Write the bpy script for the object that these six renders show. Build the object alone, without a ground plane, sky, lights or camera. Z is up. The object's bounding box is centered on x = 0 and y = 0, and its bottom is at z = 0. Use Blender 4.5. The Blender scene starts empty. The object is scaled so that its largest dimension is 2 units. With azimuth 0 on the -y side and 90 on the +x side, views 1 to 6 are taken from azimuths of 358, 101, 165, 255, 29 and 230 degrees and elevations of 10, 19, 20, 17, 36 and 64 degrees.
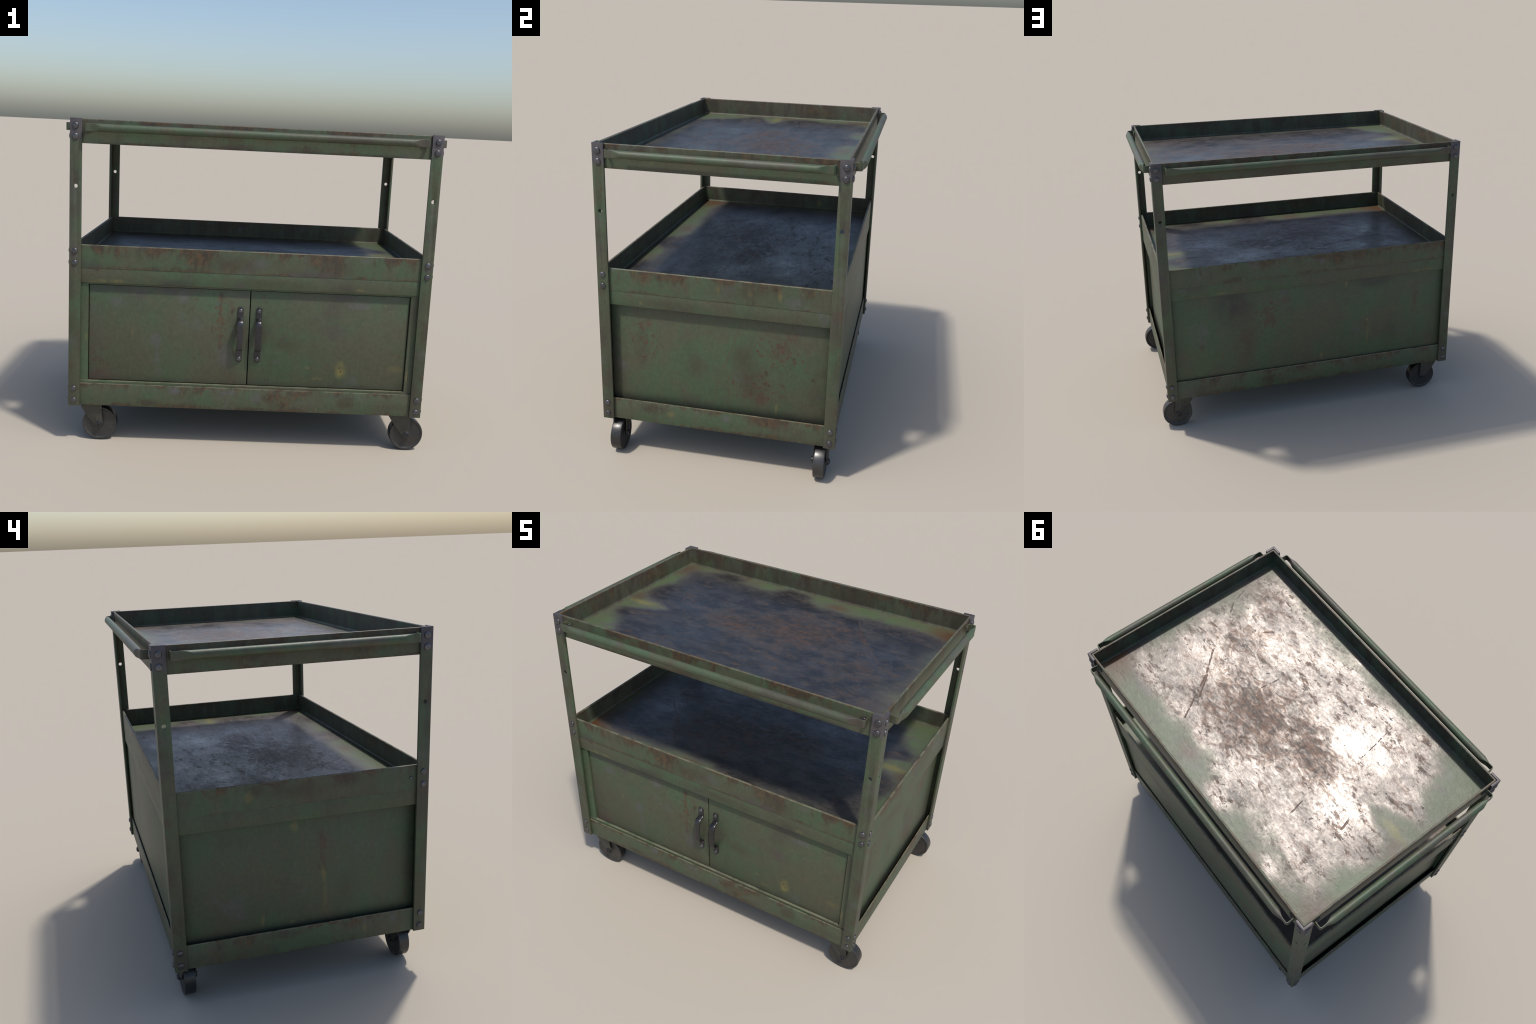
import bpy, bmesh, math, random
from mathutils import Vector, Matrix

random.seed(7)
sc = bpy.context.scene

# ------------------------------------------------------------------ dimensions
PX, PY = 0.947, 0.634            # outer faces of the four angle-iron posts
PT, PW = 0.0125, 0.060           # post sheet thickness, flange width
PZ0, PZ1 = 0.2045, 1.717
AX, AY = PX - PT, PY - PT        # outer faces of trays and rails (inside the posts)
TRAY_TOP, TRAY_H, WALL, FLOOR_D = 1.7145, 0.1225, 0.0125, 0.1045
TRAY_DROP = 0.6403               # lower tray sits this much lower
BAND0, BAND1 = 0.875, TRAY_TOP - TRAY_DROP - TRAY_H + 0.004
BASE0, BASE1 = 0.206, 0.3285
SIDE_X, BACK_Y, DOOR_Y, FRAME_Y = 0.904, 0.610, -0.600, -0.6115

# ------------------------------------------------------------------ node helper
class Mat:
    def __init__(s, name):
        s.m = bpy.data.materials.new(name); s.m.use_nodes = True
        s.t = s.m.node_tree; s.t.nodes.clear()
        s.out = s.t.nodes.new('ShaderNodeOutputMaterial')
        s.b = s.t.nodes.new('ShaderNodeBsdfPrincipled')
        s.t.links.new(s.b.outputs[0], s.out.inputs[0])
        tc = s.t.nodes.new('ShaderNodeTexCoord'); s.P = tc.outputs['Object']
        sx = s.t.nodes.new('ShaderNodeSeparateXYZ'); s.t.links.new(s.P, sx.inputs[0])
        s.X, s.Y, s.Z = sx.outputs
        g = s.t.nodes.new('ShaderNodeNewGeometry'); s.N = g.outputs['Normal']
    def put(s, sock, v):
        if isinstance(v, bpy.types.NodeSocket): s.t.links.new(v, sock)
        else: sock.default_value = v
    def math(s, op, a, b=0.0, c=None, clamp=False):
        n = s.t.nodes.new('ShaderNodeMath'); n.operation = op; n.use_clamp = clamp
        s.put(n.inputs[0], a); s.put(n.inputs[1], b)
        if c is not None: s.put(n.inputs[2], c)
        return n.outputs[0]
    def add(s, a, b): return s.math('ADD', a, b)
    def sub(s, a, b): return s.math('SUBTRACT', a, b)
    def mul(s, a, b): return s.math('MULTIPLY', a, b)
    def mn(s, a, b): return s.math('MINIMUM', a, b)
    def mx(s, a, b): return s.math('MAXIMUM', a, b)
    def vmath(s, op, a, b=None):
        n = s.t.nodes.new('ShaderNodeVectorMath'); n.operation = op
        s.put(n.inputs[0], a)
        if b is not None: s.put(n.inputs[1], b)
        return n.outputs['Value'] if op in ('LENGTH', 'DOT_PRODUCT', 'DISTANCE') else n.outputs[0]
    def noise(s, scale, detail=3, rough=0.55, stretch=(1, 1, 1), off=(0, 0, 0), dist=0.0, P=None, col=False):
        mp = s.t.nodes.new('ShaderNodeMapping')
        mp.inputs['Scale'].default_value = stretch; mp.inputs['Location'].default_value = off
        s.put(mp.inputs[0], P or s.P)
        n = s.t.nodes.new('ShaderNodeTexNoise'); n.inputs['Scale'].default_value = scale
        n.inputs['Detail'].default_value = detail; n.inputs['Roughness'].default_value = rough
        n.inputs['Distortion'].default_value = dist
        s.t.links.new(mp.outputs[0], n.inputs['Vector'])
        return n.outputs['Color' if col else 'Fac']
    def ramp(s, v, lo, hi, a=0.0, b=1.0, smooth=True):
        n = s.t.nodes.new('ShaderNodeMapRange'); n.clamp = True
        n.interpolation_type = 'SMOOTHSTEP' if smooth else 'LINEAR'
        s.put(n.inputs[0], v); s.put(n.inputs[1], lo); s.put(n.inputs[2], hi)
        n.inputs[3].default_value = a; n.inputs[4].default_value = b
        return n.outputs[0]
    def mix(s, f, a, b, mode='MIX'):
        n = s.t.nodes.new('ShaderNodeMix'); n.data_type = 'RGBA'; n.blend_type = mode
        s.put(n.inputs[0], f)
        for k, v in ((6, a), (7, b)):
            s.put(n.inputs[k], v if isinstance(v, bpy.types.NodeSocket) else (*v, 1.0))
        return n.outputs[2]
    def warp(s, amount, scale):
        c = s.noise(scale, 3, 0.6, col=True)
        d = s.vmath('SUBTRACT', c, (0.5, 0.5, 0.5))
        n = s.t.nodes.new('ShaderNodeVectorMath'); n.operation = 'SCALE'
        s.put(n.inputs[0], d); n.inputs[3].default_value = amount
        return s.vmath('ADD', s.P, n.outputs[0])
    def blob(s, P, c, r, soft=0.7):
        d = s.vmath('SUBTRACT', P, c)
        d = s.vmath('DIVIDE', d, r)
        return s.ramp(s.vmath('LENGTH', d), 1.0, 1.0 - soft)
    def seg(s, P, a, b, w):
        """mask of a thin stroke between two points in x/y"""
        ax, ay = a; bx, by = b; L = math.hypot(bx - ax, by - ay)
        ux, uy = (bx - ax) / L, (by - ay) / L
        q = s.vmath('SUBTRACT', P, (ax, ay, 0))
        along = s.vmath('DOT_PRODUCT', q, (ux, uy, 0))
        across = s.math('ABSOLUTE', s.vmath('DOT_PRODUCT', q, (-uy, ux, 0)))
        over = s.math('ABSOLUTE', s.sub(along, L / 2))
        return s.mul(s.ramp(across, w, w * 0.3), s.ramp(over, L / 2, L / 2 - 0.015))
    def bump(s, h, strength, dist=0.01, base=None):
        n = s.t.nodes.new('ShaderNodeBump'); n.inputs['Strength'].default_value = strength
        n.inputs['Distance'].default_value = dist
        s.put(n.inputs['Height'], h)
        if base is not None: s.put(n.inputs['Normal'], base)
        return n.outputs[0]
    def finish(s, col, rough, metal=0.0, normal=None, spec=0.5):
        s.put(s.b.inputs['Base Color'], col); s.put(s.b.inputs['Roughness'], rough)
        s.put(s.b.inputs['Metallic'], metal); s.put(s.b.inputs['Specular IOR Level'], spec)
        if normal is not None: s.put(s.b.inputs['Normal'], normal)
        return s.m

# ------------------------------------------------------------------ paint
GREEN = (0.054, 0.085, 0.044); OLIVE = (0.070, 0.070, 0.042); GREY = (0.086, 0.084, 0.083)
PURPLE = (0.062, 0.050, 0.047); RUST = (0.074, 0.044, 0.020); DRIED = (0.046, 0.034, 0.022)
REDDISH = (0.080, 0.049, 0.031); YELLOW = (0.135, 0.116, 0.046); SMOKE = (0.038, 0.034, 0.029)
PALE = (0.170, 0.160, 0.105); STEEL = (0.080, 0.072, 0.074)

def paint(name, spots=(), seed=0.0, dirt=1.0, chipped=(), edge_amt=.6, rust_top=None, rust_bot=None, edge_top=None,
          painted_low_shade=None, inside=None, steel_above=None, streak=0.6, lines=()):
    """worn green enamel. spots = (colour, centre, radii, strength, raggedness);
    rust_top / rust_bot = heights the rust runs hang from / creep up from."""
    m = Mat(name); o = (seed * 3.1, seed * 1.7, seed * 2.3)
    big = m.noise(2.6, 3, 0.6, off=o); mid = m.noise(7.5, 4, 0.6, off=o, stretch=(1, 1, .6))
    fine = m.noise(46, 4, 0.65, off=o); grain = m.noise(190, 2, 0.5, off=o)
    col = m.mix(m.ramp(big, .40, .66), GREEN, OLIVE)
    col = m.mix(m.mul(m.ramp(mid, .46, .66), min(1, .60 * dirt)), col, OLIVE)
    col = m.mix(m.mul(m.ramp(m.noise(6, 4, .65, off=(o[2], o[0], 2)), .56, .72), .55), col, (.049, .086, .045))
    col = m.mix(m.mul(m.ramp(m.noise(5.2, 4, .65, off=(o[1], o[0], 4)), .56 - .05 * (dirt - 1), .74), .60), col, GREY)
    col = m.mix(m.mul(m.ramp(m.noise(4.2, 4, .6, off=(9, o[0], o[1])), .54 - .06 * (dirt - 1), .72), min(1, .65 * dirt)), col, (.058, .050, .037))
    col = m.mix(m.mul(m.ramp(m.noise(17, 5, .7, off=(9, o[2], o[1])), .55, .70), .35), col, (.066, .058, .040))
    # soft vertical runs of dirt
    run = m.noise(13, 4, .6, stretch=(1, 1, .09), off=o)
    col = m.mix(m.mul(m.mul(m.ramp(run, .50, .64), m.ramp(m.noise(5, 3, .6, off=(o[2], 1, o[1])), .40, .60)), min(.85, .40 * streak)), col, DRIED)
    rough = m.add(m.mul(fine, .22), .42)
    W = m.warp(.035, 16); W2 = m.warp(.028, 14)
    crisp = m.noise(36, 5, .7, off=(o[2], 2, o[0]), stretch=(1, 1, .6))
    haze = m.noise(11, 5, .65, off=(o[1], 4, o[2]))
    rag = m.ramp(m.noise(24, 6, .75, off=o, stretch=(1, 1, .45)), .40, .52)
    def rust_along(z, direction, reach, amount):
        nonlocal col
        d = m.mul(m.sub(m.Z, z), direction)                     # distance from the edge
        comb = m.noise(24, 4, .65, stretch=(1, 1, .16), off=(o[2], o[1], 1))
        patch = m.ramp(m.noise(5.0, 3, .6, stretch=(1, 1, .2), off=(o[1], o[2], 7)), .43, .62)
        lim = m.mul(m.mul(comb, patch), reach * 2.4)
        f = m.ramp(d, lim, m.mul(lim, .25))
        f = m.mul(f, m.ramp(d, -0.004, 0.0))
        thin = m.mul(m.ramp(m.noise(34, 4, .65, stretch=(1, 1, .05), off=(o[1], 5, o[0])), .48, .62),
                     m.ramp(d, m.mul(m.ramp(m.noise(9, 3, .6, stretch=(1, 1, .1), off=(o[0], 6, o[1])), .38, .68), reach * 2.0), 0.0))
        f = m.mx(f, m.mul(m.mul(thin, m.ramp(d, -.004, .001)), .9))
        col = m.mix(m.mul(m.mul(f, m.ramp(m.noise(15, 5, .7, off=(4, o[0], o[2]), stretch=(1, 1, .3)), .34, .54)), amount), col, m.mix(m.ramp(fine, .42, .6), DRIED, RUST))
    if rust_top:
        for z, reach, amt in rust_top: rust_along(z, -1, reach, amt)
    if rust_bot:
        for z, reach, amt in rust_bot: rust_along(z, 1, reach, amt)
    if painted_low_shade:
        for z, h, amt in painted_low_shade:
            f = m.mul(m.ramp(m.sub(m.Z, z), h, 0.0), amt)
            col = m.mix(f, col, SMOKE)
    chips = m.mul(m.ramp(m.noise(58, 3, .6, off=(2, o[0], o[1])), .585, .64), m.ramp(m.noise(4.2, 4, .65, off=(o[2], o[1], 5)), .53, .66))
    col = m.mix(m.mul(chips, .75), col, m.mix(m.ramp(mid, .42, .58), REDDISH, RUST))
    if inside:                      # walls facing into a tray are tinted darker and browner, in vertical streaks
        ins = m.ramp(m.mx(m.sub(m.math('ABSOLUTE', m.X), AX - WALL * .6), m.sub(m.math('ABSOLUTE', m.Y), AY - WALL * .6)), .003, -.003)
        ins = m.mul(ins, m.ramp(m.Z, inside + .002, inside - .004))
        dark_streaks = m.ramp(m.noise(14, 5, .65, stretch=(1, 1, .22), off=(o[0], 9, o[1])), .42, .62)
        col = m.mix(m.mul(ins, m.add(.16, m.mul(dark_streaks, .55))), col, (.040, .029, .019))
    for ctr, rad in chipped:        # showers of small red-brown chips
        g = m.blob(W, ctr, rad, 1.0)
        c2 = m.ramp(m.add(m.noise(44, 4, .65, off=(6, o[1], o[0])), m.mul(g, .10)), .63, .67)
        col = m.mix(m.mul(m.mul(c2, m.ramp(g, .05, .3)), .9), col, m.mix(m.ramp(fine, .42, .58), REDDISH, (.066, .032, .018)))
    tiny = m.ramp(m.noise(31, 2, .5, off=(o[2], 3, o[0])), .735, .78)
    col = m.mix(m.mul(tiny, .7), col, RUST)
    light = m.ramp(m.noise(38, 2, .5, off=(o[0], 8, o[2])), .73, .79)
    col = m.mix(m.mul(light, .30), col, PALE)
    for c, ctr, rad, amt, ragged in spots:
        f = m.blob(W if ragged else W2, ctr, rad, .75 if ragged else .9)
        if ragged: f = m.mul(f, rag)
        elif max(rad) > .045 and c not in (YELLOW,): f = m.mul(f, m.ramp(haze, .33, .58, .45, 1.0))
        if c == RUST: c = m.mix(m.ramp(crisp, .44, .60), (.040, .028, .018), (.084, .050, .022))
        elif c == REDDISH: c = m.mix(m.ramp(crisp, .40, .58), (.060, .040, .028), REDDISH)
        col = m.mix(m.mul(f, amt), col, c)
    for (a, b, axis) in lines:      # scratches in the plane of a panel
        swap = s_swap(m, axis)
        f = m.mul(m.seg(swap, a, b, .0045), m.ramp(m.noise(20, 3, .6, off=o), .38, .52))
        col = m.mix(m.mul(f, .6), col, REDDISH)
    if edge_top:
        for z, w in edge_top:
            f = m.mul(m.ramp(m.math('ABSOLUTE', m.sub(m.Z, z)), w, w * .25), m.ramp(m.noise(11, 4, .7, off=o), .34, .56))
            col = m.mix(m.mul(f, edge_amt), col, PALE)
    metal = 0.0
    if steel_above is not None:
        e = m.add(m.Z, m.mul(m.sub(m.noise(14, 4, .65), .5), .075))
        f = m.ramp(e, steel_above - .018, steel_above + .022)
        col = m.mix(f, col, m.mix(m.ramp(mid, .35, .65), STEEL, (.100, .090, .093)))
        metal = m.mul(f, .45)
    col = m.mix(1.0, col, m.ramp(fine, .25, .75, .86, 1.14, False), 'MULTIPLY')
    col = m.mix(1.0, col, m.ramp(m.noise(95, 3, .7, off=o, stretch=(1, 1, .5)), .3, .7, .93, 1.07, False), 'MULTIPLY')
    nb = m.bump(m.add(m.mul(grain, .25), m.add(m.mul(fine, .6), m.mul(mid, 2.0))), .22, .004)
    return m.finish(col, rough, metal, nb, .45)

def s_swap(m, axis):
    """put the panel's own plane into x/y so strokes can be laid on it"""
    c = m.t.nodes.new('ShaderNodeCombineXYZ')
    m.put(c.inputs[0], m.Y if axis == 'x' else m.X); m.put(c.inputs[1], m.Z)
    return c.outputs[0]

# ------------------------------------------------------------------ worn tray floor
def floor_material():
    m = Mat('worn_floor')
    n1 = m.noise(4.5, 4, .6); n2 = m.noise(12, 5, .65, stretch=(.6, 1, 1)); n3 = m.noise(30, 4, .65)
    brush = m.noise(26, 5, .70, stretch=(.55, 1, 1), dist=.9); speck = m.noise(75, 4, .65, stretch=(.6, 1, 1))
    W = m.warp(.10, 7)
    # distance left to the rim of the bare patch on each side (metres, >0 = bare)
    wob = m.mul(m.sub(n1, .5), .22); wob2 = m.mul(m.sub(n2, .5), .13)
    left = m.add(m.X, .845); right = m.sub(.880, m.X); front = m.add(m.Y, .605); back = m.sub(.540, m.Y)
    d = m.mn(m.mn(left, right), m.mn(front, back))
    d = m.add(d, m.add(wob, wob2))
    def push(c, r, amt):
        nonlocal d
        d = m.add(d, m.mul(m.blob(W, c, r, 1.0), amt))
    push((-.72, -.06, 1.61), (.30, .10, .5), -.24)     # green tongue from the left edge
    push((-.80, -.50, 1.61), (.26, .22, .5), -.20)     # green corners
    push((.92, .60, 1.61), (.30, .24, .5), -.20)
    push((-.92, .62, 1.61), (.22, .20, .5), -.14)
    push((.22, .53, 1.61), (.32, .15, .5), -.16)
    push((-.38, .56, 1.61), (.22, .09, .5), -.10)
    push((.62, .55, 1.61), (.28, .15, .5), -.12)
    push((-.58, .56, 1.61), (.14, .10, .5), .12)       # bare lobes
    push((-.12, .52, 1.61), (.18, .12, .5), .13)
    push((-.80, .16, 1.61), (.16, .16, .5), .10)
    push((-.76, -.20, 1.61), (.20, .07, .5), .13)
    push((.76, -.30, 1.61), (.30, .18, .5), -.07)
    push((-.05, -.28, 1.61), (.15, .10, .5), -.02)
    d = m.add(d, m.mul(m.sub(m.noise(16, 5, .7, stretch=(.35, 1, 1), off=(2, 7, 1)), .5), .16))
    bare = m.ramp(d, -.06, .13)
    # paint that is left
    green = m.mix(m.ramp(n1, .38, .62), (.072, .098, .048), (.080, .084, .048))
    green = m.mix(m.mul(m.ramp(n2, .50, .66), .5), green, (.082, .076, .068))
    green = m.mix(m.mul(m.ramp(m.noise(6, 4, .7, off=(3, 1, 8)), .60, .72), .7), green, (.078, .044, .024))
    for c, ctr, r, a in (((.15, .14, .042), (-.81, -.055, 1.61), (.13, .045, .4), .8),
                         ((.080, .034, .013), (.92, .48, 1.61), (.26, .20, .4), .95),
                         ((.085, .052, .034), (.17, .50, 1.61), (.12, .07, .4), .8),
                         ((.072, .046, .030), (-.88, .0, 1.61), (.09, .10, .4), .8),
                         ((.076, .044, .028), (-.88, .50, 1.61), (.14, .16, .4), .7),
                         ((.105, .082, .056), (.84, -.42, 1.61), (.20, .26, .4), .8)):
        green = m.mix(m.mul(m.blob(W, ctr, r, .9), a), green, c)
    # bare steel with brown oxide blotches
    steel = m.mix(m.ramp(n2, .36, .62), (.082, .076, .073), (.134, .122, .114))
    ox = m.add(m.mul(n1, .0), 0.0)
    for ctr, r, a in (((.15, .10, 1.61), (.60, .36, .5), .85), ((-.16, .0, 1.61), (.50, .25, .5), .78), ((.25, .02, 1.61), (.45, .26, .5), .42),
                      ((.40, .20, 1.61), (.22, .17, .5), .55), ((.08, -.14, 1.61), (.30, .12, .5), .45),
                      ((.26, .36, 1.61), (.10, .07, .5), .55), ((.55, -.15, 1.61), (.40, .26, .5), .50), ((.70, -.42, 1.61), (.28, .20, .5), .45),
                      ((.52, -.31, 1.61), (.30, .09, .5), .40), ((.42, .43, 1.61), (.40, .08, .5), .32)):
        ox = m.mx(ox, m.mul(m.blob(W, ctr, r, 1.0), a))
    oxf = m.add(m.mul(ox, .50), m.add(m.mul(m.sub(brush, .5), 1.35), m.mul(m.sub(n2, .5), .55)))
    oxide = m.ramp(oxf, .0, .52)
    scuff = m.mul(m.ramp(m.noise(21, 5, .72, stretch=(.5, 1, 1), off=(1, 9, 3)), .53, .64), m.ramp(n1, .36, .58, .25, .95))
    oxide = m.mx(oxide, scuff)
    tick = m.mul(m.ramp(m.noise(42, 4, .7, stretch=(1, .35, 1), off=(4, 4, 1)), .60, .67), m.ramp(n1, .40, .60, .3, 1.0))
    oxide = m.mx(oxide, m.mul(tick, .45))
    oxcol = m.mix(m.ramp(n3, .38, .62), (.046, .034, .027), (.090, .053, .036))
    metal_col = m.mix(oxide, steel, oxcol)
    pit = m.ramp(m.noise(33, 3, .6, off=(5, 2, 0)), .66, .72)
    metal_col = m.mix(m.mul(pit, .8), metal_col, (.05, .045, .042))
    scr = None
    for a, b, w in (((.635, .026), (.519, .161), .007), ((.519, .161), (.449, .268), .006), ((.449, .268), (.354, .421), .0055),
                    ((.517, .152), (.414, .281), .006), ((.249, -.144), (.265, -.022), .004), ((.775, -.19), (.829, -.254), .005),
                    ((.829, -.254), (.863, -.356), .005), ((-.397, -.19), (-.353, -.453), .003), ((-.647, .158), (-.617, .06), .007),
                    ((-.637, -.361), (-.629, -.417), .005), ((.56, -.26), (.50, -.33), .009), ((-.42, .30), (-.40, .20), .005)):
        f = m.seg(m.warp(.012, 18), a, b, w)
        scr = f if scr is None else m.mx(scr, f)
    scr = m.mul(scr, m.ramp(n3, .38, .56))
    metal_col = m.mix(m.mul(scr, .85), metal_col, (.085, .045, .028))
    col = m.mix(bare, green, metal_col)
    edge = m.mul(m.mul(bare, m.sub(1.0, bare)), 4.0)
    col = m.mix(m.mul(edge, .45), col, (.070, .064, .062))
    dull = m.mx(m.mx(oxide, pit), scr)
    metal = m.mul(bare, m.ramp(dull, 0, 1, .90, .36, False))
    rough = m.ramp(dull, 0, 1, .415, .56, False)
    rough = m.add(rough, m.add(m.mul(m.sub(speck, .5), .30), m.mul(m.sub(m.noise(8, 4, .65, stretch=(.7, 1, 1), off=(3, 3, 3)), .5), .34)))
    for ctr, r in (((.60, .06, 1.61), (.26, .22, .5)), ((-.36, -.26, 1.61), (.26, .24, .5)), ((-.54, .08, 1.61), (.24, .20, .5)), ((.48, -.26, 1.61), (.26, .14, .5))):
        rough = m.sub(rough, m.mul(m.blob(W, ctr, r, 1.0), .13))      # parts rubbed bright
    r2 = m.t.nodes.new('ShaderNodeMix'); m.put(r2.inputs[0], bare); m.put(r2.inputs[2], m.add(.40, m.mul(n3, .12))); m.put(r2.inputs[3], rough)
    h = m.add(m.add(m.mul(brush, 1.0), m.mul(speck, .3)), m.mul(m.sub(1.0, dull), .25))
    h = m.sub(h, m.mul(scr, .8))
    return m.finish(col, r2.outputs[0], metal, m.bump(h, .32, .004), .5)

def dark_steel(name, base, rough, metal=.75, dusty=(.10, .085, .07), amount=.35, bump=.15):
    m = Mat(name)
    n = m.noise(38, 4, .65); f = m.noise(120, 3, .6)
    info = m.t.nodes.new('ShaderNodeObjectInfo')
    col = m.mix(m.mul(m.ramp(n, .45, .65), amount), base, dusty)
    col = m.mix(1.0, col, m.ramp(info.outputs['Random'], 0, 1, .85, 1.2, False), 'MULTIPLY')
    return m.finish(col, m.add(rough, m.mul(m.sub(f, .5), .2)), metal, m.bump(n, bump, .002), .5)

# ------------------------------------------------------------------ mesh helpers
def obj_from_bm(name, bm, mat, parent, smooth=40):
    bmesh.ops.recalc_face_normals(bm, faces=bm.faces[:])
    me = bpy.data.meshes.new(name); bm.to_mesh(me); bm.free()
    me.materials.append(mat)
    o = bpy.data.objects.new(name, me); sc.collection.objects.link(o)
    o.parent = parent
    if smooth: shade(me, smooth)
    return o

def shade(me, angle):
    for p in me.polygons: p.use_smooth = True
    bm = bmesh.new(); bm.from_mesh(me); a = math.radians(angle)
    for e in bm.edges:
        e.smooth = not (len(e.link_faces) == 2 and e.calc_face_angle(0) > a)
    bm.to_mesh(me); bm.free()

def copy_of(o, parent=None, name=None):
    c = o.copy(); sc.collection.objects.link(c); c.parent = parent or o.parent
    if name: c.name = name
    return c

def bake(o):
    dg = bpy.context.evaluated_depsgraph_get(); dg.update()
    me = bpy.data.meshes.new_from_object(o.evaluated_get(dg))
    old = o.data; o.modifiers.clear(); nm = old.name
    o.data = me; bpy.data.meshes.remove(old); me.name = nm

def box(bm, lo, hi, bevel=0.0, seg=2):
    r = bmesh.ops.create_cube(bm, size=1.0)
    for v in r['verts']:
        v.co = Vector([lo[i] + (v.co[i] + .5) * (hi[i] - lo[i]) for i in range(3)])
    if bevel:
        es = {e for v in r['verts'] for e in v.link_edges}
        bmesh.ops.bevel(bm, geom=list(es), offset=bevel, segments=seg, affect='EDGES', profile=.5)

def rect_loop(hx, hy, r, n):
    pts = []
    for cx, cy, a0 in ((1, 1, 0), (-1, 1, 90), (-1, -1, 180), (1, -1, 270)):
        for i in range(n + 1):
            a = math.radians(a0 + 90 * i / n)
            pts.append((cx * (hx - r) + r * math.cos(a), cy * (hy - r) + r * math.sin(a)))
    return pts

def sweep_rect(bm, profile, hx, hy, r, n=4, closed=True, plane='xy', c=(0, 0, 0)):
    """carry a profile of (inset, level) pairs round a rounded rectangle"""
    rings = []
    for inset, lev in profile:
        rr = max(r - inset, .0015)
        ring = []
        for u, v in rect_loop(hx - inset, hy - inset, rr, n):
            p = (u, v, lev) if plane == 'xy' else (u, lev, v)
            ring.append(bm.verts.new((p[0] + c[0], p[1] + c[1], p[2] + c[2])))
        rings.append(ring)
    k = len(rings); m = len(rings[0])
    for i in range(k if closed else k - 1):
        a, b = rings[i], rings[(i + 1) % k]
        for j in range(m):
            bm.faces.new((a[j], a[(j + 1) % m], b[(j + 1) % m], b[j]))
    return rings

def rounded(pts, r, n=3, closed=True):
    """round the corners of a 2d profile"""
    out = []; k = len(pts)
    for i, p in enumerate(pts):
        p = Vector(p); a = Vector(pts[i - 1]); b = Vector(pts[(i + 1) % k])
        if not closed and i in (0, k - 1): out.append(tuple(p)); continue
        da, db = (a - p), (b - p)
        q = min(r, da.length * .45, db.length * .45)
        s, e = p + da.normalized() * q, p + db.normalized() * q
        for j in range(n + 1):
            t = j / n
            out.append(tuple((1 - t) ** 2 * s + 2 * t * (1 - t) * p + t * t * e))
    return out

def lathe(bm, prof, seg, axis='y'):
    """spin (radius, along) pairs"""
    rings = []
    for r, h in prof:
        if r < 1e-6: rings.append([bm.verts.new(ax(0, 0, h, axis))]); continue
        rings.append([bm.verts.new(ax(r * math.cos(2 * math.pi * j / seg), r * math.sin(2 * math.pi * j / seg), h, axis)) for j in range(seg)])
    for a, b in zip(rings, rings[1:]):
        for j in range(seg):
            k = (j + 1) % seg
            if len(a) == 1: bm.faces.new((a[0], b[k], b[j]))
            elif len(b) == 1: bm.faces.new((a[j], a[k], b[0]))
            else: bm.faces.new((a[j], a[k], b[k], b[j]))

def ax(u, v, h, axis):
    return {'y': (u, h, v), 'z': (u, v, h), 'x': (h, u, v)}[axis]

# ------------------------------------------------------------------ materials
T1, T0 = TRAY_TOP, TRAY_TOP - TRAY_H
L1, L0 = T1 - TRAY_DROP, T0 - TRAY_DROP
F, B = -AY, AY
def fr(c, x, z, rx, rz, a, rag=1): return (c, (x, F, z), (rx, .03, rz), a, rag)
def bk(c, x, z, rx, rz, a, rag=1): return (c, (x, B, z), (rx, .03, rz), a, rag)
def rt(c, y, z, ry, rz, a, rag=1): return (c, (AX, y, z), (.03, ry, rz), a, rag)
def lf(c, y, z, ry, rz, a, rag=1): return (c, (-AX, y, z), (.03, ry, rz), a, rag)

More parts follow.
